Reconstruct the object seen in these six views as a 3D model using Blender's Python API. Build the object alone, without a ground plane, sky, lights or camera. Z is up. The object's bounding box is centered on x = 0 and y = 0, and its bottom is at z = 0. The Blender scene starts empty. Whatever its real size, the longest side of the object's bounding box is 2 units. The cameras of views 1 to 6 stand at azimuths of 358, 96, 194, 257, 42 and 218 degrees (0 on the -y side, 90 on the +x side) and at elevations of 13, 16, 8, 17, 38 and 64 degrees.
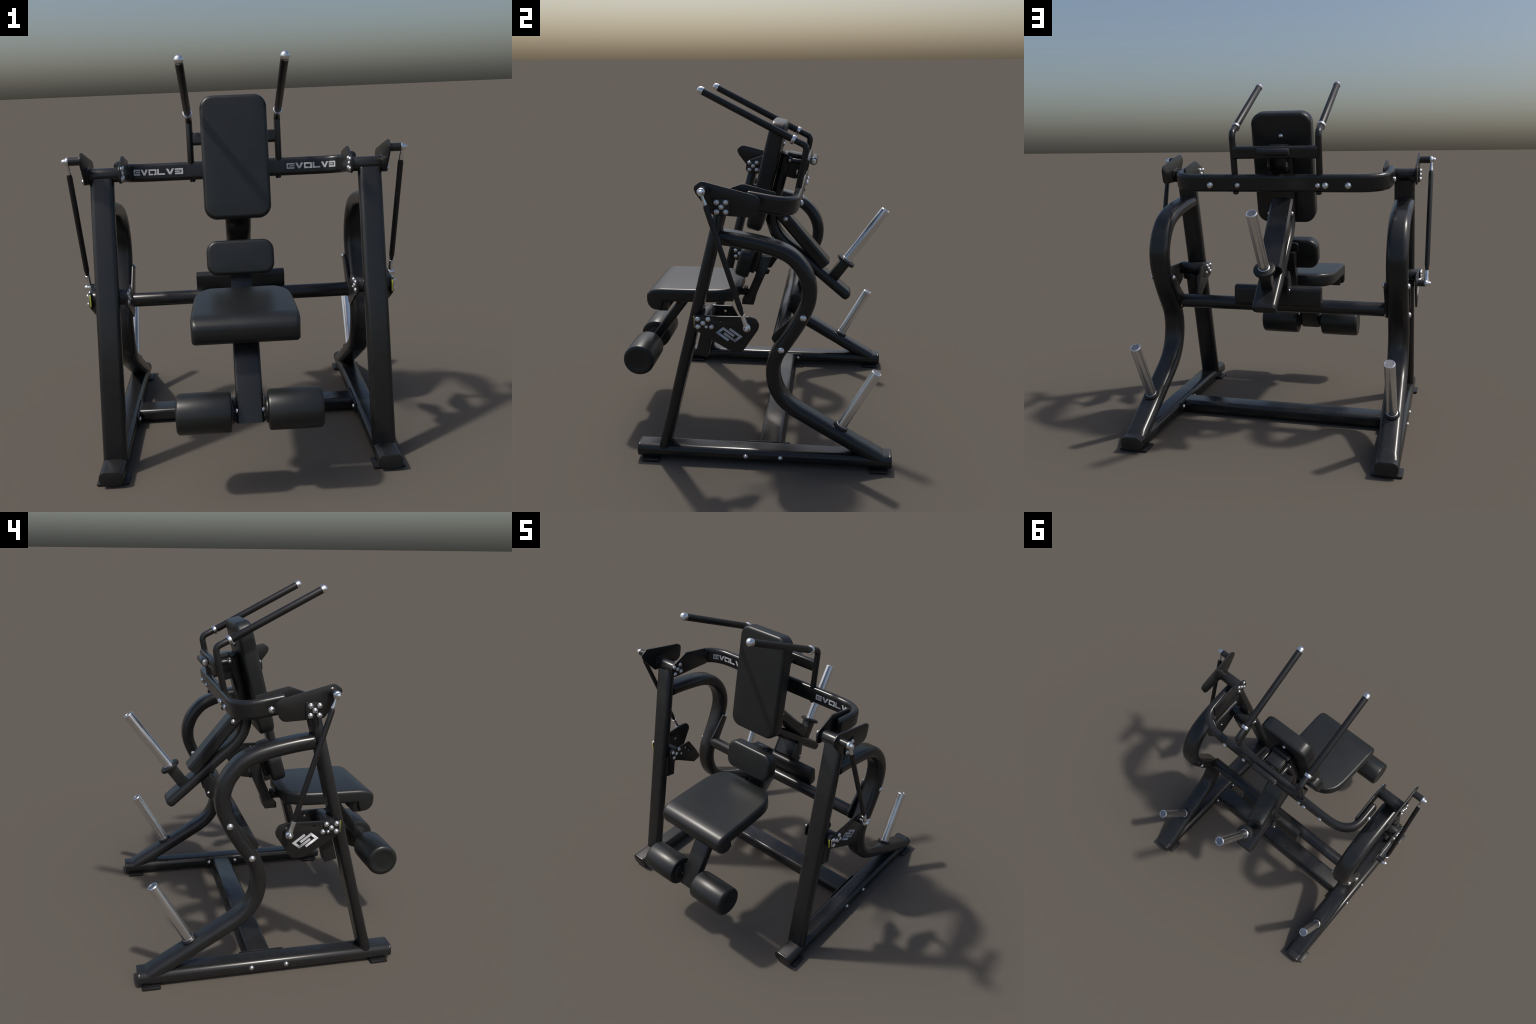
# Seated abdominal crunch machine: black steel frame, padded seat and backs,
# chrome weight horns.  Everything is described in metres, z up, mirror plane x = 0.
import bpy, bmesh, math
from mathutils import Vector, Matrix

# ------------------------------------------------------------------ materials
def new_mat(name):
    m = bpy.data.materials.new(name)
    m.use_nodes = True
    nt = m.node_tree
    return m, nt, nt.nodes["Principled BSDF"]

def surface(name, color, rough, metallic=0.0, grain=300.0, bump=0.05, vary=0.15,
            rough_vary=0.08, patch=14.0, coat=0.0, spec=0.5, stretch=None):
    m, nt, b = new_mat(name)
    N, L = nt.nodes, nt.links
    tc = N.new("ShaderNodeTexCoord")
    src = tc.outputs["Object"]
    if stretch:
        mp = N.new("ShaderNodeMapping")
        mp.inputs["Scale"].default_value = stretch
        L.new(src, mp.inputs["Vector"])
        src = mp.outputs["Vector"]
    big = N.new("ShaderNodeTexNoise")
    big.inputs["Scale"].default_value = patch
    big.inputs["Detail"].default_value = 4.0
    L.new(src, big.inputs["Vector"])
    ramp = N.new("ShaderNodeValToRGB")
    ramp.color_ramp.elements[0].position = 0.3
    ramp.color_ramp.elements[1].position = 0.7
    ramp.color_ramp.elements[0].color = [c * (1 - vary) for c in color] + [1]
    ramp.color_ramp.elements[1].color = [min(1, c * (1 + vary)) for c in color] + [1]
    L.new(big.outputs["Fac"], ramp.inputs["Fac"])
    L.new(ramp.outputs["Color"], b.inputs["Base Color"])
    mr = N.new("ShaderNodeMapRange")
    mr.inputs["To Min"].default_value = rough - rough_vary
    mr.inputs["To Max"].default_value = rough + rough_vary
    L.new(big.outputs["Fac"], mr.inputs["Value"])
    L.new(mr.outputs["Result"], b.inputs["Roughness"])
    fine = N.new("ShaderNodeTexNoise")
    fine.inputs["Scale"].default_value = grain
    fine.inputs["Detail"].default_value = 2.0
    L.new(src, fine.inputs["Vector"])
    bp = N.new("ShaderNodeBump")
    bp.inputs["Strength"].default_value = bump
    bp.inputs["Distance"].default_value = 0.002
    L.new(fine.outputs["Fac"], bp.inputs["Height"])
    L.new(bp.outputs["Normal"], b.inputs["Normal"])
    b.inputs["Metallic"].default_value = metallic
    b.inputs["Specular IOR Level"].default_value = spec
    b.inputs["Coat Weight"].default_value = coat
    return m

PAINT = surface("black_powder_coat", (0.0152, 0.0154, 0.0157), 0.275, grain=700, bump=0.005, vary=0.06, rough_vary=0.012)
PLATE = surface("black_plate_paint", (0.0125, 0.0126, 0.0126), 0.33, grain=700, bump=0.005, vary=0.06, rough_vary=0.015)
LEATHER = surface("black_upholstery", (0.0130, 0.0143, 0.0144), 0.37, grain=420, bump=0.035, patch=9, vary=0.08, rough_vary=0.04)
RUBBER = surface("black_rubber", (0.0095, 0.0095, 0.0097), 0.42, grain=260, bump=0.05)
CHROME = surface("brushed_chrome", (0.84, 0.84, 0.85), 0.27, metallic=1.0, grain=400, bump=0.0,
                 vary=0.05, rough_vary=0.02, patch=12)
STEEL = surface("zinc_bolt", (0.84, 0.85, 0.87), 0.27, metallic=1.0, grain=200, bump=0.06,
                vary=0.18, rough_vary=0.10, patch=60)
DARKSTEEL = surface("horn_end_steel", (0.30, 0.305, 0.315), 0.40, metallic=1.0, grain=200, bump=0.03)
WHITE = surface("white_lettering", (0.62, 0.63, 0.65), 0.45, grain=200, bump=0.02, vary=0.06)
SILVERMARK = surface("silver_emblem", (0.52, 0.53, 0.55), 0.45, grain=200, bump=0.02, vary=0.06)
DECAL = surface("dark_decal", (0.0060, 0.0066, 0.0085), 0.42, grain=300, bump=0.02)
YELLOW = surface("yellow_strip", (0.55, 0.56, 0.05), 0.5, grain=200, bump=0.02)

# ------------------------------------------------------------------ hierarchy
root = bpy.data.objects.new("abdominal_crunch_machine", None)
root.empty_display_size = 0.2
root["label"] = "black seated ab crunch machine with chrome weight horns"
root["category"] = "gym machine"
bpy.context.scene.collection.objects.link(root)

def make_mesh(name, bm, mat, angle=35.0):
    bmesh.ops.recalc_face_normals(bm, faces=bm.faces)
    me = bpy.data.meshes.new(name)
    bm.to_mesh(me)
    for p in me.polygons:
        p.use_smooth = True
    me.set_sharp_from_angle(angle=math.radians(angle))
    me.materials.append(mat)
    return me

def place(name, me, parent=None, matrix=None):
    o = bpy.data.objects.new(name, me)
    bpy.context.scene.collection.objects.link(o)
    o.parent = parent or root
    if matrix is not None:
        o.matrix_local = matrix
    return o

def part(name, bm, mat, parent=None, angle=35.0):
    o = place(name, make_mesh(name, bm, mat, angle), parent)
    bm.free()
    return o

def both(name, bm, mat, parents=(None, None), angle=35.0):
    """The piece as built (x > 0) and its mirror image."""
    mirrored = bm.copy()
    for v in mirrored.verts:
        v.co.x = -v.co.x
    bmesh.ops.reverse_faces(mirrored, faces=mirrored.faces)
    return (part(name, bm, mat, parents[0], angle), part(name, mirrored, mat, parents[1], angle))

# ------------------------------------------------------------------ builders
def rounded_rect(w, h, r, seg=6):
    """Outline of a w by h rectangle with corner radius r, counter-clockwise."""
    r = max(1e-5, min(r, w / 2 - 1e-5, h / 2 - 1e-5))
    pts = []
    for cx, cy, a0 in ((w/2-r, h/2-r, 0), (-w/2+r, h/2-r, 90), (-w/2+r, -h/2+r, 180), (w/2-r, -h/2+r, 270)):
        for i in range(seg + 1):
            a = math.radians(a0 + 90 * i / seg)
            pts.append((cx + r * math.cos(a), cy + r * math.sin(a)))
    return pts

def smooth_path(points, per=8):
    """Catmull-Rom curve through the points."""
    P = [Vector(p) for p in points]
    P = [2 * P[0] - P[1]] + P + [2 * P[-1] - P[-2]]
    out = []
    for i in range(1, len(P) - 2):
        for k in range(per):
            t = k / per
            a, b, c, d = P[i-1], P[i], P[i+1], P[i+2]
            out.append(0.5 * ((2*b) + (c-a)*t + (2*a-5*b+4*c-d)*t*t + (3*b-a-3*c+d)*t**3))
    out.append(P[-2])
    return out

def fillet_path(points, radius, seg=8):
    """Polyline with its inner corners rounded."""
    P = [Vector(p) for p in points]
    out = [P[0]]
    for i in range(1, len(P) - 1):
        a, b, c = P[i-1], P[i], P[i+1]
        u, v = (a-b).normalized(), (c-b).normalized()
        ang = u.angle(v)
        d = min(radius / math.tan(ang / 2), (a-b).length * 0.49, (c-b).length * 0.49)
        s, e = b + u*d, b + v*d
        for k in range(seg + 1):
            t = k / seg
            out.append((1-t)**2 * s + 2*t*(1-t) * b + t*t * e)
    out.append(P[-1])
    return out

def skin(bm, rings, closed_ends=True):
    vr = [[bm.verts.new(p) for p in ring] for ring in rings]
    n = len(vr[0])
    for a, b in zip(vr, vr[1:]):
        for i in range(n):
            bm.faces.new((a[i], a[(i+1) % n], b[(i+1) % n], b[i]))
    if closed_ends:
        bm.faces.new(list(reversed(vr[0])))
        bm.faces.new(vr[-1])

def sweep(path, side, w, h, r, seg=6, cap=0.004, bm=None, ends=(None, None)):
    """A rounded-rectangle tube (w along `side`, h across it) along the path.
    ends: plane normals for mitred ends (None = square)."""
    bm = bm or bmesh.new()
    P = [Vector(p) for p in path]
    S = Vector(side).normalized()
    tang = []
    for i in range(len(P)):
        a, b = P[max(0, i-1)], P[min(len(P)-1, i+1)]
        tang.append((b-a).normalized())
    T0, T1 = tang[0], tang[-1]
    stations = [(P[0], T0, cap), (P[0] + T0*cap*0.3, T0, cap*0.3), (P[0] + T0*cap, T0, 0)]
    stations += [(p, t, 0) for p, t in list(zip(P, tang))[1:-1]]
    stations += [(P[-1] - T1*cap, T1, 0), (P[-1] - T1*cap*0.3, T1, cap*0.3), (P[-1], T1, cap)]
    rings = []
    for idx, (p, t, ins) in enumerate(stations):
        s = (S - t * S.dot(t)).normalized()
        up = t.cross(s).normalized()
        sec = rounded_rect(w - 2*ins, h - 2*ins, max(r - ins, 0.0005), seg)
        ring = []
        for x, y in sec:
            q = p + s*x + up*y
            if idx < 3 and ends[0] is not None:
                n = Vector(ends[0]); q = q + t * ((p - q).dot(n) / t.dot(n))
            if idx >= len(stations)-3 and ends[1] is not None:
                n = Vector(ends[1]); q = q + t * ((p - q).dot(n) / t.dot(n))
            ring.append(q)
        rings.append(ring)
    skin(bm, rings)
    return bm

def pipe(path, r, seg=20, cap=0.002, bm=None):
    side = Vector((1, 0, 0))
    d = (Vector(path[-1]) - Vector(path[0])).normalized()
    if abs(d.x) > 0.9:
        side = Vector((0, 0, 1))
    return sweep(path, side, 2*r, 2*r, r, seg=max(2, seg//4), cap=cap, bm=bm)

def lathe(profile, origin, axis, seg=28, bm=None):
    """profile = [(distance along axis, radius), ...]"""
    bm = bm or bmesh.new()
    o, a = Vector(origin), Vector(axis).normalized()
    u = a.orthogonal().normalized()
    v = a.cross(u)
    rings = [[o + a*t + (u*math.cos(k) + v*math.sin(k)) * max(rad, 1e-4)
              for k in (2*math.pi*i/seg for i in range(seg))] for t, rad in profile]
    skin(bm, rings)
    return bm

def round_corners(poly, radii, seg=6):
    n = len(poly)
    out = []
    for i in range(n):
        a, b, c = Vector(poly[i-1]), Vector(poly[i]), Vector(poly[(i+1) % n])
        r = radii[i] if isinstance(radii, (list, tuple)) else radii
        u, v = (a-b).normalized(), (c-b).normalized()
        ang = u.angle(v)
        if r < 1e-5 or ang > 3.12:
            out.append(b); continue
        d = min(r / math.tan(ang/2), (a-b).length*0.48, (c-b).length*0.48)
        rr = d * math.tan(ang/2)
        ctr = b + (u+v).normalized() * (rr / math.sin(ang/2))
        s, e = b + u*d - ctr, b + v*d - ctr
        for k in range(seg + 1):
            t = k/seg
            th = s.angle(e)
            out.append(ctr + (s*math.sin((1-t)*th) + e*math.sin(t*th)) / max(math.sin(th), 1e-6))
    return out

def plate_yz(poly, radii, x0, x1, holes=(), bevel=0.0018):
    """A flat plate cut in the y-z plane, from x0 to x1, with round holes (y, z, r)."""
    bm = bmesh.new()
    loops = [round_corners(poly, radii)]
    for y, z, r in holes:
        loops.append([Vector((y + r*math.cos(a), z + r*math.sin(a))) for a in (2*math.pi*i/14 for i in range(14))])
    edges = []
    for loop in loops:
        vs = [bm.verts.new((x0, p[0], p[1])) for p in loop]
        edges += [bm.edges.new((vs[i-1], vs[i])) for i in range(len(vs))]
    bmesh.ops.triangle_fill(bm, use_beauty=True, use_dissolve=True, edges=edges)
    faces = list(bm.faces)
    ext = bmesh.ops.extrude_face_region(bm, geom=faces)
    for g in ext["geom"]:
        if isinstance(g, bmesh.types.BMVert):
            g.co.x = x1
    bmesh.ops.recalc_face_normals(bm, faces=bm.faces)
    rim = [e for e in bm.edges if len(e.link_faces) == 2 and e.calc_face_angle(0) > 1.2]
    if bevel:
        bmesh.ops.bevel(bm, geom=rim, offset=bevel, segments=2, affect="EDGES", profile=0.5, clamp_overlap=True)
    return bm

def box(cx, cy, cz, dx, dy, dz, r=0.004, rot=0.0, seg=2):
    """Box with rounded edges, turned by rot about x."""
    bm = bmesh.new()
    bmesh.ops.create_cube(bm, size=1.0)
    for v in bm.verts:
        v.co = Vector((v.co.x*dx, v.co.y*dy, v.co.z*dz))
    bmesh.ops.bevel(bm, geom=list(bm.edges), offset=r, segments=seg, affect="EDGES", profile=0.5)
    M = Matrix.Translation((cx, cy, cz)) @ Matrix.Rotation(rot, 4, "X")
    bmesh.ops.transform(bm, matrix=M, verts=bm.verts)
    return bm

def pad(center, tilt, half_w, half_l, half_t, corner, edge, crown=0.004):
    """Upholstered pad: rounded outline, soft edges, slightly crowned front.
    Front faces -y, leaning back by tilt."""
    bm = bmesh.new()
    n = 7
    prof = [(half_t - edge*0.9 + edge*0.9*math.cos(math.pi/2*i/6), edge*0.9*(1-math.sin(math.pi/2*i/6))) for i in range(7)]
    prof += [(-half_t + edge - edge*math.sin(math.pi/2*i/n), edge*(1-math.cos(math.pi/2*i/n))) for i in range(n+1)]
    rings = []
    for y, ins in prof:
        rings.append([(x, y, z) for x, z in rounded_rect(2*(half_w-ins), 2*(half_l-ins), max(corner-ins, 0.004), 9)])
    base = prof[-1][1]
    for k in range(1, 7):                       # crowned front
        f = 1 - k/6.5
        ring = []
        for x, z in rounded_rect(2*(half_w-base), 2*(half_l-base), max(corner-base, 0.004), 9):
            ring.append((x*f, -half_t - crown*(1-f*f), z*f))
        rings.append(ring)
    skin(bm, rings)
    M = Matrix.Translation(center) @ Matrix.Rotation(-tilt, 4, "X")
    bmesh.ops.transform(bm, matrix=M, verts=bm.verts)
    return bm

# shared bolt heads -----------------------------------------------------------
def bolt_mesh(r, h):
    prof = [(0, r*1.0), (h*0.22, r*1.02), (h*0.30, r*0.92)]
    prof += [(h*0.30 + h*0.70*math.sin(a), r*0.90*math.cos(a)) for a in (math.pi/2*i/6 for i in range(7))]
    bm = lathe(prof, (0, 0, 0), (0, 0, 1), 20)
    me = make_mesh("bolt", bm, STEEL, 50)
    bm.free()
    return me
BOLT_L, BOLT_M, BOLT_S = bolt_mesh(0.0165, 0.014), bolt_mesh(0.0130, 0.012), bolt_mesh(0.0085, 0.008)

def bolt(me, pos, axis, parent):
    q = Vector((0, 0, 1)).rotation_difference(Vector(axis).normalized())
    return place("bolt", me, parent, Matrix.Translation(pos) @ q.to_matrix().to_4x4())

X = 0.675            # centre plane of each side frame
RIGHT, LEFT = 1, -1

# ================================================================== SIDE FRAMES
rails = both("base_rail", sweep([(X, -0.598, 0.0500), (X, 0.0, 0.0500), (X, 0.780, 0.0500)], (1, 0, 0), 0.120, 0.074, 0.031, seg=8), PAINT)
both("end_cap", sweep([(X, -0.604, 0.0500), (X, -0.590, 0.0500)], (1, 0, 0), 0.1205, 0.0745, 0.0312, seg=8, cap=0.005), PAINT, rails)
both("end_cap", sweep([(X, 0.772, 0.0500), (X, 0.790, 0.0500)], (1, 0, 0), 0.1205, 0.0745, 0.0312, seg=8, cap=0.005), PAINT, rails)
for y0, y1 in ((-0.577, -0.482), (0.672, 0.768)):
    both("foot", box(X, (y0+y1)/2, 0.0065, 0.156, y1-y0, 0.013, 0.005), RUBBER, rails)
    both("foot_spacer", box(X, (y0+y1)/2, 0.016, 0.085, y1-y0-0.02, 0.012, 0.002), RUBBER, rails)

up_dir = Vector((0, 0.2453, 1)).normalized()
uprights = both("upright", sweep([(X-.003, -0.4625, 0.051), (X-.002, -0.289, 0.738), (X-.001, -0.1155, 1.425)], (1, 0, 0), 0.119, 0.058, 0.025, seg=8, ends=((0, 0, 1), None)), PAINT)

S_CURVE = [(-0.125, 1.273), (-0.05, 1.264), (0.03, 1.250), (0.10, 1.235), (0.165, 1.216), (0.237, 1.180), (0.292, 1.122), (0.323, 1.060),
           (0.335, 0.995), (0.324, 0.922), (0.280, 0.824), (0.219, 0.724), (0.169, 0.645), (0.147, 0.560),
           (0.157, 0.470), (0.192, 0.398), (0.250, 0.340), (0.340, 0.284), (0.43, 0.230), (0.607, 0.127), (0.738, 0.051)]
curve_bm = sweep(smooth_path([(X, y, z) for y, z in S_CURVE], 6), (1, 0, 0), 0.118, 0.076, 0.034, seg=8, ends=(None, (0, 0, 1)))
for v in curve_bm.verts:                   # trimmed flush with the rail end
    v.co.y = min(v.co.y, 0.785)
curves = both("curved_frame_tube", curve_bm, PAINT)

# weight storage horns on the sloping tube
horn_dir = Vector((0, 0.179, 0.320)).normalized()
def horn(origin, length, r):
    d = horn_dir if origin[0] else Vector((0, 0.224, 0.313)).normalized()
    o = Vector(origin)
    shaft = lathe([(0, r), (length-0.004, r), (length, r-0.003), (length, r-0.006), (length-0.003, r-0.007)], o, d, 32)
    tip = lathe([(length-0.006, r-0.0075), (length-0.0015, r-0.0075)], o, d, 32)
    return shaft, tip
hb = Vector((X, 0.510, 0.226))
sh, tp = horn(hb, 0.376, 0.0290)
horns = both("weight_horn", sh, CHROME)
both("horn_end", tp, DARKSTEEL, horns)
both("horn_collar", lathe([(-0.025, 0.041), (0.008, 0.041), (0.015, 0.036), (0.015, 0.029), (0.006, 0.028)], hb, horn_dir, 32), RUBBER, horns)
both("horn_ring", lathe([(0.006, 0.0305), (0.018, 0.0305), (0.019, 0.0287)], hb, horn_dir, 32), CHROME, horns)

# cross members between the side frames
cross = part("cross_tube", pipe([(-0.615, 0.1745, 0.7045), (0, 0.1745, 0.7045), (0.615, 0.1745, 0.7045)], 0.0395, 32), PAINT)
mounts = both("cross_tube_mount", plate_yz([(0.292, 0.882), (0.325, 0.872), (0.320, 0.845), (0.190, 0.655), (0.152, 0.664), (0.130, 0.700), (0.140, 0.726), (0.212, 0.796)],
              [0.015, 0.02, 0.03, 0.03, 0.02, 0.02, 0.02, 0], 0.604, 0.618), PAINT)
base_cross = part("base_cross_member", sweep([(-0.612, 0.122, 0.0455), (0, 0.122, 0.0455), (0.612, 0.122, 0.0455)], (0, 1, 0), 0.126, 0.071, 0.022, seg=6), PAINT)
base_mounts = both("base_mount_plate", box(0.613, 0.112, 0.052, 0.008, 0.245, 0.056, 0.003), PAINT)
for s, m, bmnt, c, r in ((RIGHT, mounts[0], base_mounts[0], curves[0], rails[0]), (LEFT, mounts[1], base_mounts[1], curves[1], rails[1])):
    for y, z in ((0.305, 0.866), (0.192, 0.684)):
        bolt(BOLT_L, (s*0.732, y, z), (s, 0, 0), c)
        bolt(BOLT_M, (s*0.606, y + 0.004, z), (-s, 0, 0), m)
    for y in (0.0, 0.190):
        bolt(BOLT_M, (s*0.733, y, 0.051), (s, 0, 0), r)
    for y in (0.022, 0.205):
        bolt(BOLT_M, (s*0.610, y, 0.051), (-s, 0, 0), bmnt)

# ================================================================== LOWER PIVOTS
LPY, LPZ = -0.208, 0.836
low_tube = both("lower_pivot_tube", pipe([(0.586, LPY, LPZ), (0.68, LPY, LPZ), (0.757, LPY, LPZ)], 0.0395, 32), PAINT)
both("stop_block", sweep([(0.680, -0.232, 0.628), (0.680, -0.198, 0.768), (0.680, -0.190, 0.80)], (1, 0, 0), 0.070, 0.066, 0.005, seg=3, cap=0.003, ends=((0, 0.26, 1), None)), PAINT, low_tube)
both("stop_bracket", box(0.700, -0.197, 0.785, 0.075, 0.050, 0.035, 0.005), PAINT, low_tube)
low_out = both("lower_lever_plate", plate_yz([(-0.258, 0.872), (0.030, 0.876), (0.066, 0.866), (0.083, 0.832), (0.076, 0.806), (0.000, 0.690), (-0.014, 0.683),
              (-0.062, 0.683), (-0.082, 0.692), (-0.252, 0.794), (-0.260, 0.812)],
              [0.012, 0.03, 0.03, 0.03, 0.03, 0.02, 0.02, 0.02, 0.02, 0.012, 0.01], 0.755, 0.765, holes=((-0.118, 0.849, 0.0055),)), PLATE)
low_in = both("lower_inner_plate", plate_yz([(-0.255, 0.872), (-0.082, 0.868), (-0.030, 0.770), (-0.004, 0.708), (-0.012, 0.690), (-0.062, 0.680), (-0.205, 0.778), (-0.262, 0.800)],
              [0.015, 0.012, 0.0, 0.012, 0.012, 0.012, 0.0, 0.02], 0.578, 0.588, holes=((-0.121, 0.838, 0.0065), (-0.095, 0.800, 0.0055))), PLATE)
both("pivot_cap_plate", box(0.7685, -0.208, 0.836, 0.007, 0.078, 0.066, 0.003), PLATE, low_out)
both("yellow_edge_strip", box(0.7600, -0.2592, 0.838, 0.0070, 0.0030, 0.060, 0.001), YELLOW, low_out)
both("edge_washer_strip", box(0.7695, -0.2500, 0.838, 0.008, 0.004, 0.056, 0.002), STEEL, low_out)
five = ((-0.027, 0.0215), (0.027, 0.0215), (0, 0), (-0.026, -0.0205))
for s, po, pi in ((RIGHT, *[low_out[0], low_in[0]]), (LEFT, *[low_out[1], low_in[1]])):
    for dy, dz in five:
        bolt(BOLT_M, (s*0.771, LPY+dy, LPZ+dz), (s, 0, 0), po)
        bolt(BOLT_M, (s*0.579, LPY+dy, LPZ+dz), (-s, 0, 0), pi)
    bolt(BOLT_M, (s*0.765, -0.166, 0.815), (s, 0, 0), po)
    bolt(BOLT_S, (s*0.771, -0.191, 0.816), (s, 0, 0), po)
    bolt(BOLT_S, (s*0.578, -0.168, 0.815), (-s, 0, 0), pi)
    bolt(BOLT_S, (s*0.756, -0.060, 0.800), (-s, 0, 0), po)

# emblem on the lever plates: two interlocking hooks, in (y, z)
def stroke_yz(points, width, x0, x1):
    """Thin raised ribbon along a polyline with mitred corners."""
    P = [Vector(p) for p in points]
    lft, rgt = [], []
    for i, p in enumerate(P):
        d1 = (p - P[i-1]).normalized() if i else None
        d2 = (P[i+1] - p).normalized() if i < len(P)-1 else None
        d1, d2 = d1 or d2, d2 or d1
        n1, n2 = Vector((-d1.y, d1.x)), Vector((-d2.y, d2.x))
        m = (n1 + n2).normalized()
        k = width/2 / max(m.dot(n1), 0.3)
        lft.append(p + m*k); rgt.append(p - m*k)
    bm = bmesh.new()
    for a in range(len(P)-1):
        quad = [lft[a], lft[a+1], rgt[a+1], rgt[a]]
        lo = [bm.verts.new((x0, q.x, q.y)) for q in quad]
        hi = [bm.verts.new((x1, q.x, q.y)) for q in quad]
        bm.faces.new(lo); bm.faces.new(list(reversed(hi)))
        for i in range(4):
            bm.faces.new((lo[i-1], lo[i], hi[i], hi[i-1]))
    bmesh.ops.remove_doubles(bm, verts=bm.verts, dist=1e-5)
    return bm
# hook A and its half-turn about the emblem centre
EC = Vector((-0.074, 0.7755))
hookA = [(-0.077, 0.7435), (-0.1335, 0.7845), (-0.1035, 0.8085), (-0.0485, 0.7685)]
hookB = [tuple(2*EC - Vector(p)) for p in hookA]
for hook in (hookA, hookB):
    both("emblem_hook", stroke_yz(hook, 0.0128, 0.7646, 0.7660), SILVERMARK, low_out, 20)

# lower ball joint
LJ = Vector((0.812, 0.025, 0.833))
both("joint_stud", lathe([(0.762-LJ.x, 0.024), (0.768-LJ.x, 0.0185), (-0.004, 0.0185), (-0.003, 0.014)], LJ, (1, 0, 0), 24), PAINT, low_out)

# ================================================================== UPPER PIVOTS
UPY, UPZ = -0.103, 1.443
up_tube = both("upper_pivot_tube", pipe([(0.574, UPY, UPZ), (0.67, UPY, UPZ), (0.750, UPY, UPZ)], 0.0365, 32), PAINT)
both("pivot_flange", lathe([(0, 0.0365), (0.004, 0.0455), (0.014, 0.0455)], (0.734, UPY, UPZ), (1, 0, 0), 32), PAINT, up_tube)
up_out = both("upper_lever_plate", plate_yz([(-0.243, 1.540), (-0.200, 1.570), (0.065, 1.502), (0.090, 1.480), (0.066, 1.390), (-0.050, 1.396), (-0.152, 1.403), (-0.230, 1.505)],
              [0.030, 0.03, 0.03, 0.03, 0.04, 0.0, 0.02, 0.03], 0.7455, 0.7555), PLATE)
up_in = both("upper_inner_plate", plate_yz([(-0.152, 1.474), (-0.135, 1.488), (-0.020, 1.530), (0.150, 1.488), (0.150, 1.380), (0.02, 1.392), (-0.135, 1.402), (-0.158, 1.420)],
              [0.02, 0.02, 0.03, 0.01, 0.01, 0, 0.02, 0.02], 0.5745, 0.5855), PLATE)
both("pivot_cap_plate", box(0.7590, -0.098, 1.4425, 0.007, 0.082, 0.082, 0.003), PLATE, up_out)
for s, po, pi in ((RIGHT, up_out[0], up_in[0]), (LEFT, up_out[1], up_in[1])):
    for dy, dz in ((-0.0225, 0.0235), (0.0225, 0.0235), (0, 0), (-0.0225, -0.0245), (0.0225, -0.0245)):
        bolt(BOLT_M, (s*0.7615, UPY+dy, UPZ+dz), (s, 0, 0), po)
        bolt(BOLT_M, (s*0.5755, UPY-0.005+dy*1.1, UPZ+0.006+dz), (-s, 0, 0), pi)
UJ = Vector((0.818, -0.190, 1.527))
both("joint_stud", lathe([(0.7535-UJ.x, 0.028), (0.759-UJ.x, 0.0205), (-0.004, 0.0205), (-0.003, 0.016)], UJ, (1, 0, 0), 24), PAINT, up_out)

# push rods from the upper to the lower ball joint
rod_dir = (LJ - UJ).normalized()
rod_len = (LJ - UJ).length
A = UJ + Vector((0.004, 0, 0)); 
rods = both("push_rod", lathe([(0.060, 0.0075), (0.068, 0.0105), (0.082, 0.0140), (rod_len-0.110, 0.0140), (rod_len-0.085, 0.0100), (rod_len-0.066, 0.0085)], A, rod_dir, 24), RUBBER)
both("rod_end", lathe([(0.010, 0.0085), (0.030, 0.0075), (0.055, 0.0110), (0.066, 0.0110), (0.068, 0.008)], A, rod_dir, 20), STEEL, rods)
both("rod_end", lathe([(rod_len-0.076, 0.0085), (rod_len-0.074, 0.0125), (rod_len-0.040, 0.0115), (rod_len-0.012, 0.0135)], A, rod_dir, 20), STEEL, rods)
def ball_joint(c):
    return lathe([(-0.010, 0.012), (-0.008, 0.0185), (-0.002, 0.0205), (0.006, 0.0205), (0.011, 0.0175), (0.013, 0.0135), (0.020, 0.0130), (0.027, 0.0100), (0.030, 0.004)],
                 c, (1, 0, 0), 24)
both("ball_joint", ball_joint(UJ), STEEL, rods)
both("ball_joint", ball_joint(LJ), STEEL, rods)

# ================================================================== SWING FRAME
# U-shaped bar lying in a plane that rises to the front
BAR_SLOPE = -0.175
def bar_pt(x, y, dz=0.0):
    return Vector((x, y, 1.4515 + BAR_SLOPE*y + dz))
half = [(0.608, -0.002), (0.608, 0.07), (0.606, 0.132), (0.594, 0.178), (0.562, 0.212), (0.515, 0.235), (0.455, 0.2435), (0.35, 0.2445), (0.18, 0.2445)]
U_PTS = [(x, y) for x, y in half] + [(0.0, 0.2445)] + [(-x, y) for x, y in reversed(half)]
BAR_N = Vector((0, -BAR_SLOPE, 1)).normalized()
bar_path = smooth_path([bar_pt(x, y) for x, y in U_PTS], 6)
swing_bar = part("swing_bar", sweep(bar_path, BAR_N, 0.100, 0.045, 0.021, seg=7, cap=0.012), PAINT)

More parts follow.
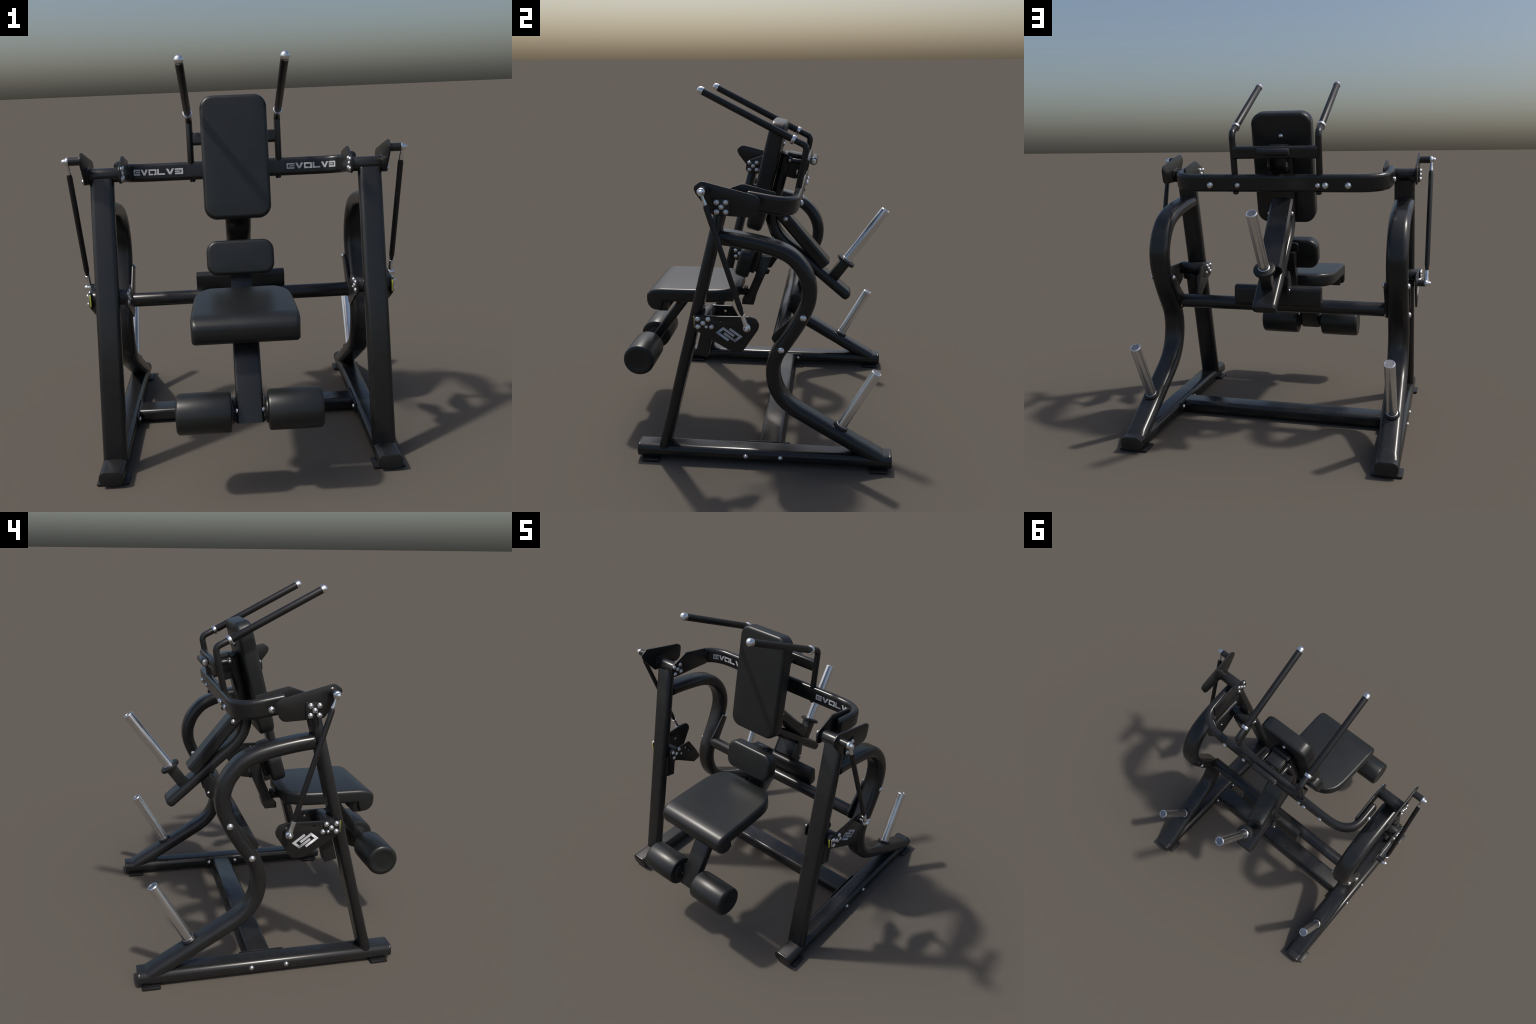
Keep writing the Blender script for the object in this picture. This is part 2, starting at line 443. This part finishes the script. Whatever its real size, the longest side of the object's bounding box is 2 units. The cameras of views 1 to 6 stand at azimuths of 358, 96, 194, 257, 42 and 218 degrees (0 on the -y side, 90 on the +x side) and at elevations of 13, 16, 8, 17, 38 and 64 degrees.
# lettering on the inner face, laid along the bar by arc length
inner = list(reversed(bar_path))            # now runs from -x to +x
arc = [0.0]
for a, b in zip(inner, inner[1:]):
    arc.append(arc[-1] + (b-a).length)
mid = arc[-1] / 2
def on_bar(s, t, lift):
    s += mid
    i = max(k for k in range(len(arc)-1) if arc[k] <= s + 1e-9 or k == 0)
    f = (s - arc[i]) / (arc[i+1] - arc[i])
    p = inner[i].lerp(inner[i+1], f)
    ta = (inner[i+1] - inner[max(0, i-1)]).normalized()
    tb = (inner[min(len(inner)-1, i+2)] - inner[i]).normalized()
    T = ta.lerp(tb, f).normalized()
    n = T.cross(BAR_N).normalized()
    return p + BAR_N*t + n*(0.0225 + lift)
k = 0.26   # stroke weight, letter box 1.35 wide and 1 high
GLYPHS = {
    "E": [[(0, 0), (k, 0), (k, 1), (0, 1)], [(k, 1-k), (1.35, 1-k), (1.35, 1), (k, 1)], [(k, 0), (1.35, 0), (1.35, k), (k, k)], [(k*1.75, .40), (1.35, .40), (1.35, .60), (k*1.75, .60)]],
    "V": [[(0, 1), (.38, 1), (.84, 0), (.50, 0)], [(.50, 0), (.84, 0), (1.35, 1), (.97, 1)]],
    "O": [[(0, 0), (k, 0), (k, 1), (0, 1)], [(k, 1-k), (1.35, 1-k), (1.35, 1), (k, 1)], [(1.35-k, .0), (1.35, .0), (1.35, 1-k), (1.35-k, 1-k)], [(k, 0), (.74, 0), (.74, k), (k, k)], [(.88, .0), (1.35-k, .0), (1.35-k, k), (.88, k)]],
    "L": [[(0, 0), (k*1.1, 0), (k*1.1, 1), (0, 1)], [(k*1.1, 0), (1.3, 0), (1.3, k), (k*1.1, k)]],
}
GLYPHS["e"] = [[(1.35-x, y) for x, y in q] for q in GLYPHS["E"]]
def lettering(s0, width, height, t0):
    bm = bmesh.new()
    pitch = width / 6.0
    unit = pitch * 0.91 / 1.35
    for j, ch in enumerate("EVOLVe"):
        for q in GLYPHS[ch]:
            lo = [bm.verts.new(on_bar(s0 + j*pitch + x*unit, t0 + y*height, 0.0006)) for x, y in q]
            hi = [bm.verts.new(on_bar(s0 + j*pitch + x*unit, t0 + y*height, 0.0016)) for x, y in q]
            bm.faces.new(lo); bm.faces.new(list(reversed(hi)))
            for i in range(4):
                bm.faces.new((lo[i-1], lo[i], hi[i], hi[i-1]))
    return bm
def decal(s0, s1, t0, t1):
    bm = bmesh.new()
    n = 24
    rings = []
    for i in range(n+1):
        s = s0 + (s1-s0)*i/n
        rings.append([on_bar(s, t0, -0.001), on_bar(s, t1, -0.001), on_bar(s, t1, 0.0007), on_bar(s, t0, 0.0007)])
    skin(bm, rings)
    return bm
LETTER_SPAN = 0.292
for s0 in (0.283, -0.283 - LETTER_SPAN):
    part("label_backing", decal(s0-0.012, s0+LETTER_SPAN+0.008, -0.024, 0.024), DECAL, swing_bar)
    part("lettering", lettering(s0, LETTER_SPAN, 0.032, -0.016), WHITE, swing_bar, 20)

# bolts along the back of the bar and its ends
for x in (0.384, 0.222, -0.235, -0.277, -0.402):
    p = bar_pt(x, 0.2685, -0.008)
    bolt(BOLT_L if abs(x) > 0.25 else BOLT_M, p, (0, 1, 0.15), swing_bar)
bolt(BOLT_L, bar_pt(-0.6295, 0.078, -0.014), (-1, 0, 0), swing_bar)
both("bar_nub", lathe([(0, 0.016), (0.012, 0.016), (0.016, 0.012)], bar_pt(0.238, 0.247, -0.046), -BAR_N, 16), PAINT, (swing_bar, swing_bar))

# handles: post, bend, long rubber grip with chrome ball end
grip_dir = Vector((0, -0.577, 0.299)).normalized()
BEND = Vector((0.243, 0.291, 1.683))
TIP = Vector((0.246, -0.290, 1.979))
COL = Vector((0.244, 0.212, 1.7205))
handles = both("handle", sweep(fillet_path([(0.242, 0.244, 1.44), BEND, COL + (TIP-COL)*0.03], 0.035), (1, 0, 0), 0.036, 0.036, 0.018, seg=6), PAINT)
both("handle_grip", lathe([(0.0, 0.0185), (0.003, 0.0200), ((TIP-COL).length-0.012, 0.0200), ((TIP-COL).length-0.011, 0.019)], COL, TIP-COL, 28), RUBBER, handles)
both("handle_collar", lathe([(-0.014, 0.0185), (-0.013, 0.0245), (-0.006, 0.0262), (0.002, 0.0262), (0.006, 0.0245), (0.007, 0.019)], COL, TIP-COL, 28), CHROME, handles)
both("handle_tip", lathe([(-0.014, 0.0195), (-0.013, 0.0220), (0.000, 0.0230), (0.008, 0.0215), (0.015, 0.0165), (0.019, 0.0100), (0.0205, 0.004)], TIP, TIP-COL, 28), CHROME, handles)
handle_bar = part("handle_cross_bar", sweep([(-0.240, 0.282, 1.578), (0, 0.282, 1.578), (0.240, 0.282, 1.578)], (0, 0.19, 1), 0.070, 0.040, 0.016, seg=5), PAINT)
lock = part("lock_pin_tube", lathe([(-0.086, 0.0165), (-0.0885, 0.0175), (-0.088, 0.0205), (-0.086, 0.0215), (0.086, 0.0215), (0.088, 0.0205), (0.0885, 0.0175), (0.086, 0.0165)], (0, 0.322, 1.579), (1, 0, 0), 28), PAINT, handle_bar)
both("pin_end", lathe([(0.082, 0.0170), (0.0875, 0.0170), (0.0885, 0.0150), (0.0887, 0.003)], (0, 0.322, 1.579), (1, 0, 0), 24), STEEL, (handle_bar, handle_bar))
part("lock_pin_web", box(0, 0.296, 1.578, 0.150, 0.030, 0.018, 0.003), PAINT, handle_bar)

# swing arm: flat oval tube behind the backrest, bending back under the weight horn
ARM = [(0.164, 1.622), (0.151, 1.560), (0.134, 1.487), (0.109, 1.385), (0.089, 1.290), (0.081, 1.225), (0.101, 1.154), (0.154, 1.086), (0.233, 1.020), (0.312, 0.952), (0.415, 0.862), (0.547, 0.750)]
arm = part("swing_arm", sweep(smooth_path([(0, y, z) for y, z in ARM], 6), (1, 0, 0), 0.138, 0.060, 0.026, seg=8, cap=0.022), PAINT)
bx = Vector((0, 0.652, -0.758)).normalized()
part("arm_gusset_box", sweep([Vector((0, 0.101, 1.298)), Vector((0, 0.256, 1.1155)), Vector((0, 0.4005, 0.9455))], (1, 0, 0), 0.130, 0.071, 0.012, seg=1, cap=0.005), PAINT, arm, 20)
for s in (RIGHT, LEFT):
    bolt(BOLT_M, (s*0.0645, 0.162, 1.233), (s, 0, 0), arm)
# block and bumper roll under the arm
block = [plate_yz([(0.232, 0.840), (0.300, 0.932), (0.342, 0.895), (0.334, 0.840), (0.322, 0.800), (0.298, 0.776)], 0.012, s*0.072, s*0.082) for s in (1, -1)]
for b in block:
    part("bumper_bracket", b, PAINT, arm)
part("bumper_bracket", plate_yz([(0.236, 0.842), (0.300, 0.926), (0.330, 0.900), (0.300, 0.85), (0.262, 0.812)], 0.004, -0.073, 0.073), PAINT, arm)
bumper = part("bumper_roll", sweep([(-0.250, 0.236, 0.770), (0, 0.236, 0.770), (0.250, 0.236, 0.770)], (0, 0, 1), 0.120, 0.064, 0.026, seg=8, cap=0.004), RUBBER, arm)
for s in (RIGHT, LEFT):
    bolt(BOLT_S, (s*0.082, 0.312, 0.820), (s, 0, 0), arm)

# main weight horn with square socket and flange
mc = Vector((0, 0.525, 0.971))
md = Vector((0, 0.224, 0.313)).normalized()
socket = sweep([mc - md*0.150, mc - md*0.07, mc - md*0.004], (1, 0, 0), 0.062, 0.062, 0.006, seg=3, cap=0.003)
main_shaft, main_tip = horn((0, mc.y, mc.z), 0.3880, 0.0290)
main_horn = part("weight_horn", main_shaft, CHROME)
part("horn_end", main_tip, DARKSTEEL, main_horn)
part("horn_socket", socket, PAINT, main_horn)
part("horn_flange", lathe([(-0.013, 0.050), (-0.011, 0.058), (-0.003, 0.060), (0.005, 0.058), (0.009, 0.050), (0.010, 0.030)], mc, md, 40), RUBBER, main_horn)
part("horn_ring", lathe([(0.008, 0.0315), (0.014, 0.0315), (0.016, 0.0287)], mc, md, 32), CHROME, main_horn)

# bracket joining the arm head to the handle bar
bracket = part("back_bracket", box(0, 0.214, 1.605, 0.104, 0.085, 0.026, 0.006, -0.19), PAINT)
both("bracket_cheek", plate_yz([(0.172, 1.600), (0.252, 1.586), (0.246, 1.520), (0.222, 1.468), (0.160, 1.484)], [0.01, 0.008, 0.02, 0.02, 0.004], 0.040, 0.052), PAINT, (bracket, bracket))
both("bracket_tab", box(0.054, 0.226, 1.510, 0.004, 0.008, 0.028, 0.001, -0.19), STEEL, (bracket, bracket))
for s in (RIGHT, LEFT):
    part("pivot_boss", lathe([(0, 0.014), (0.006, 0.021), (0.014, 0.0225), (0.022, 0.020), (0.027, 0.012)], (s*0.062, 0.186, 1.582), (s, 0, 0), 24), PAINT, bracket)
    bolt(BOLT_S, (s*0.087, 0.186, 1.582), (s, 0, 0), bracket)
    part("bracket_link", pipe([(s*0.076, 0.186, 1.582), (s*0.076, 0.225, 1.577), (s*0.076, 0.262, 1.572)], 0.0145, 20), PAINT, bracket)

# ================================================================== UPHOLSTERY
back = part("backrest_pad", pad((0, 0.052, 1.4900), math.atan(0.242), 0.1745, 0.3230, 0.0445, 0.066, 0.021), LEATHER, None, 60)
bolt(BOLT_M, (0, 0.141, 1.667), (0, 0.972, -0.235), back)
lumbar = part("lumbar_pad", pad((0, -0.074, 0.979), math.atan(0.290), 0.1755, 0.0915, 0.041, 0.058, 0.020), LEATHER, None, 60)

# seat: lofted across y, front lip rolled down, rear corners rounded in plan
SEAT = [  # y, half width, top z, bottom z
    (-0.653, 0.228, 0.784, 0.758), (-0.650, 0.238, 0.800, 0.741), (-0.642, 0.2445, 0.810, 0.725), (-0.626, 0.2490, 0.823, 0.710),
    (-0.606, 0.2515, 0.8310, 0.702), (-0.582, 0.252, 0.8345, 0.700), (-0.566, 0.252, 0.8360, 0.704), (-0.558, 0.252, 0.8360, 0.730), (-0.554, 0.252, 0.8360, 0.754),
    (-0.450, 0.251, 0.8360, 0.756), (-0.350, 0.249, 0.8360, 0.756), (-0.270, 0.246, 0.8360, 0.756), (-0.225, 0.240, 0.8360, 0.756), (-0.190, 0.228, 0.8360, 0.756),
    (-0.160, 0.208, 0.8360, 0.756), (-0.138, 0.185, 0.836, 0.757), (-0.120, 0.155, 0.829, 0.761), (-0.110, 0.128, 0.824, 0.768), (-0.105, 0.105, 0.814, 0.778)]
seat_bm = bmesh.new()
rings = []
for y, hw, zt, zb in SEAT:
    h = zt - zb
    sec = rounded_rect(2*hw, h, min(0.020, h*0.45), 6)
    rings.append([(x, y, (zt+zb)/2 + z) for x, z in sec])
skin(seat_bm, rings)
seat = part("seat_pad", seat_bm, LEATHER, None, 50)
part("seat_plate", box(0, -0.40, 0.752, 0.30, 0.30, 0.012, 0.003), RUBBER, seat)
part("seat_rail", box(0, -0.31, 0.726, 0.110, 0.30, 0.048, 0.005), PAINT, seat)
part("seat_front_block", box(0, -0.556, 0.724, 0.460, 0.052, 0.062, 0.004), PAINT, seat)

# seat post with foot rollers
post = part("seat_post", sweep([(0, -0.430, 0.755), (0, -0.56, 0.581), (0, -0.713, 0.364)], (1, 0, 0), 0.126, 0.056, 0.014, seg=5, cap=0.002, ends=((0, 0, 1), (0, 0.15, 1))), PAINT, seat)
RC = Vector((0, -0.6950, 0.4080))
for s in (RIGHT, LEFT):
    part("roller_bracket", plate_yz([(-0.672, 0.468), (-0.640, 0.450), (-0.685, 0.375), (-0.722, 0.358), (-0.728, 0.390)], 0.008, s*0.063, s*0.069), PAINT, post)
    roller = part("foot_roller", lathe([(0.083, 0.058), (0.0835, 0.080), (0.087, 0.090), (0.095, 0.0935), (0.20, 0.0945), (0.318, 0.0935), (0.327, 0.0905), (0.333, 0.083), (0.3345, 0.066), (0.3325, 0.062), (0.3325, 0.03)],
                  RC, (s, 0, 0), 48), LEATHER, post, 45)
    part("roller_hub", lathe([(0.062, 0.018), (0.066, 0.030), (0.0755, 0.058), (0.081, 0.060)], RC, (s, 0, 0), 36), RUBBER, roller)
part("roller_axle", pipe([RC - Vector((0.10, 0, 0)), RC, RC + Vector((0.10, 0, 0))], 0.016, 20), STEEL, post)

# lumbar bracket: square tube leaning back, foot hooked under the seat
lb = part("lumbar_bracket", plate_yz([(0.079, 0.995), (0.036, 0.877), (-0.021, 0.743), (-0.023, 0.726), (-0.034, 0.686), (-0.106, 0.688), (-0.104, 0.721), (-0.074, 0.752), (-0.026, 0.868), (0.012, 0.995)],
          0.003, -0.056, 0.056, bevel=0.004), PAINT, lumbar, 25)
part("lumbar_board", pad((0, -0.022, 0.968), math.atan(0.290), 0.066, 0.080, 0.012, 0.02, 0.004, 0), RUBBER, lumbar)
part("seat_hook", pipe([(0, -0.150, 0.752), (0, -0.11, 0.752), (0, -0.055, 0.752)], 0.020, 20), PAINT, lb)
part("hook_bolt", box(0, -0.088, 0.772, 0.060, 0.022, 0.026, 0.004), RUBBER, lb)
part("bracket_knob", lathe([(0, 0.016), (0.014, 0.016), (0.020, 0.010)], (0, 0.040, 0.890), (0, 0.93, -0.37), 20), RUBBER, lb)
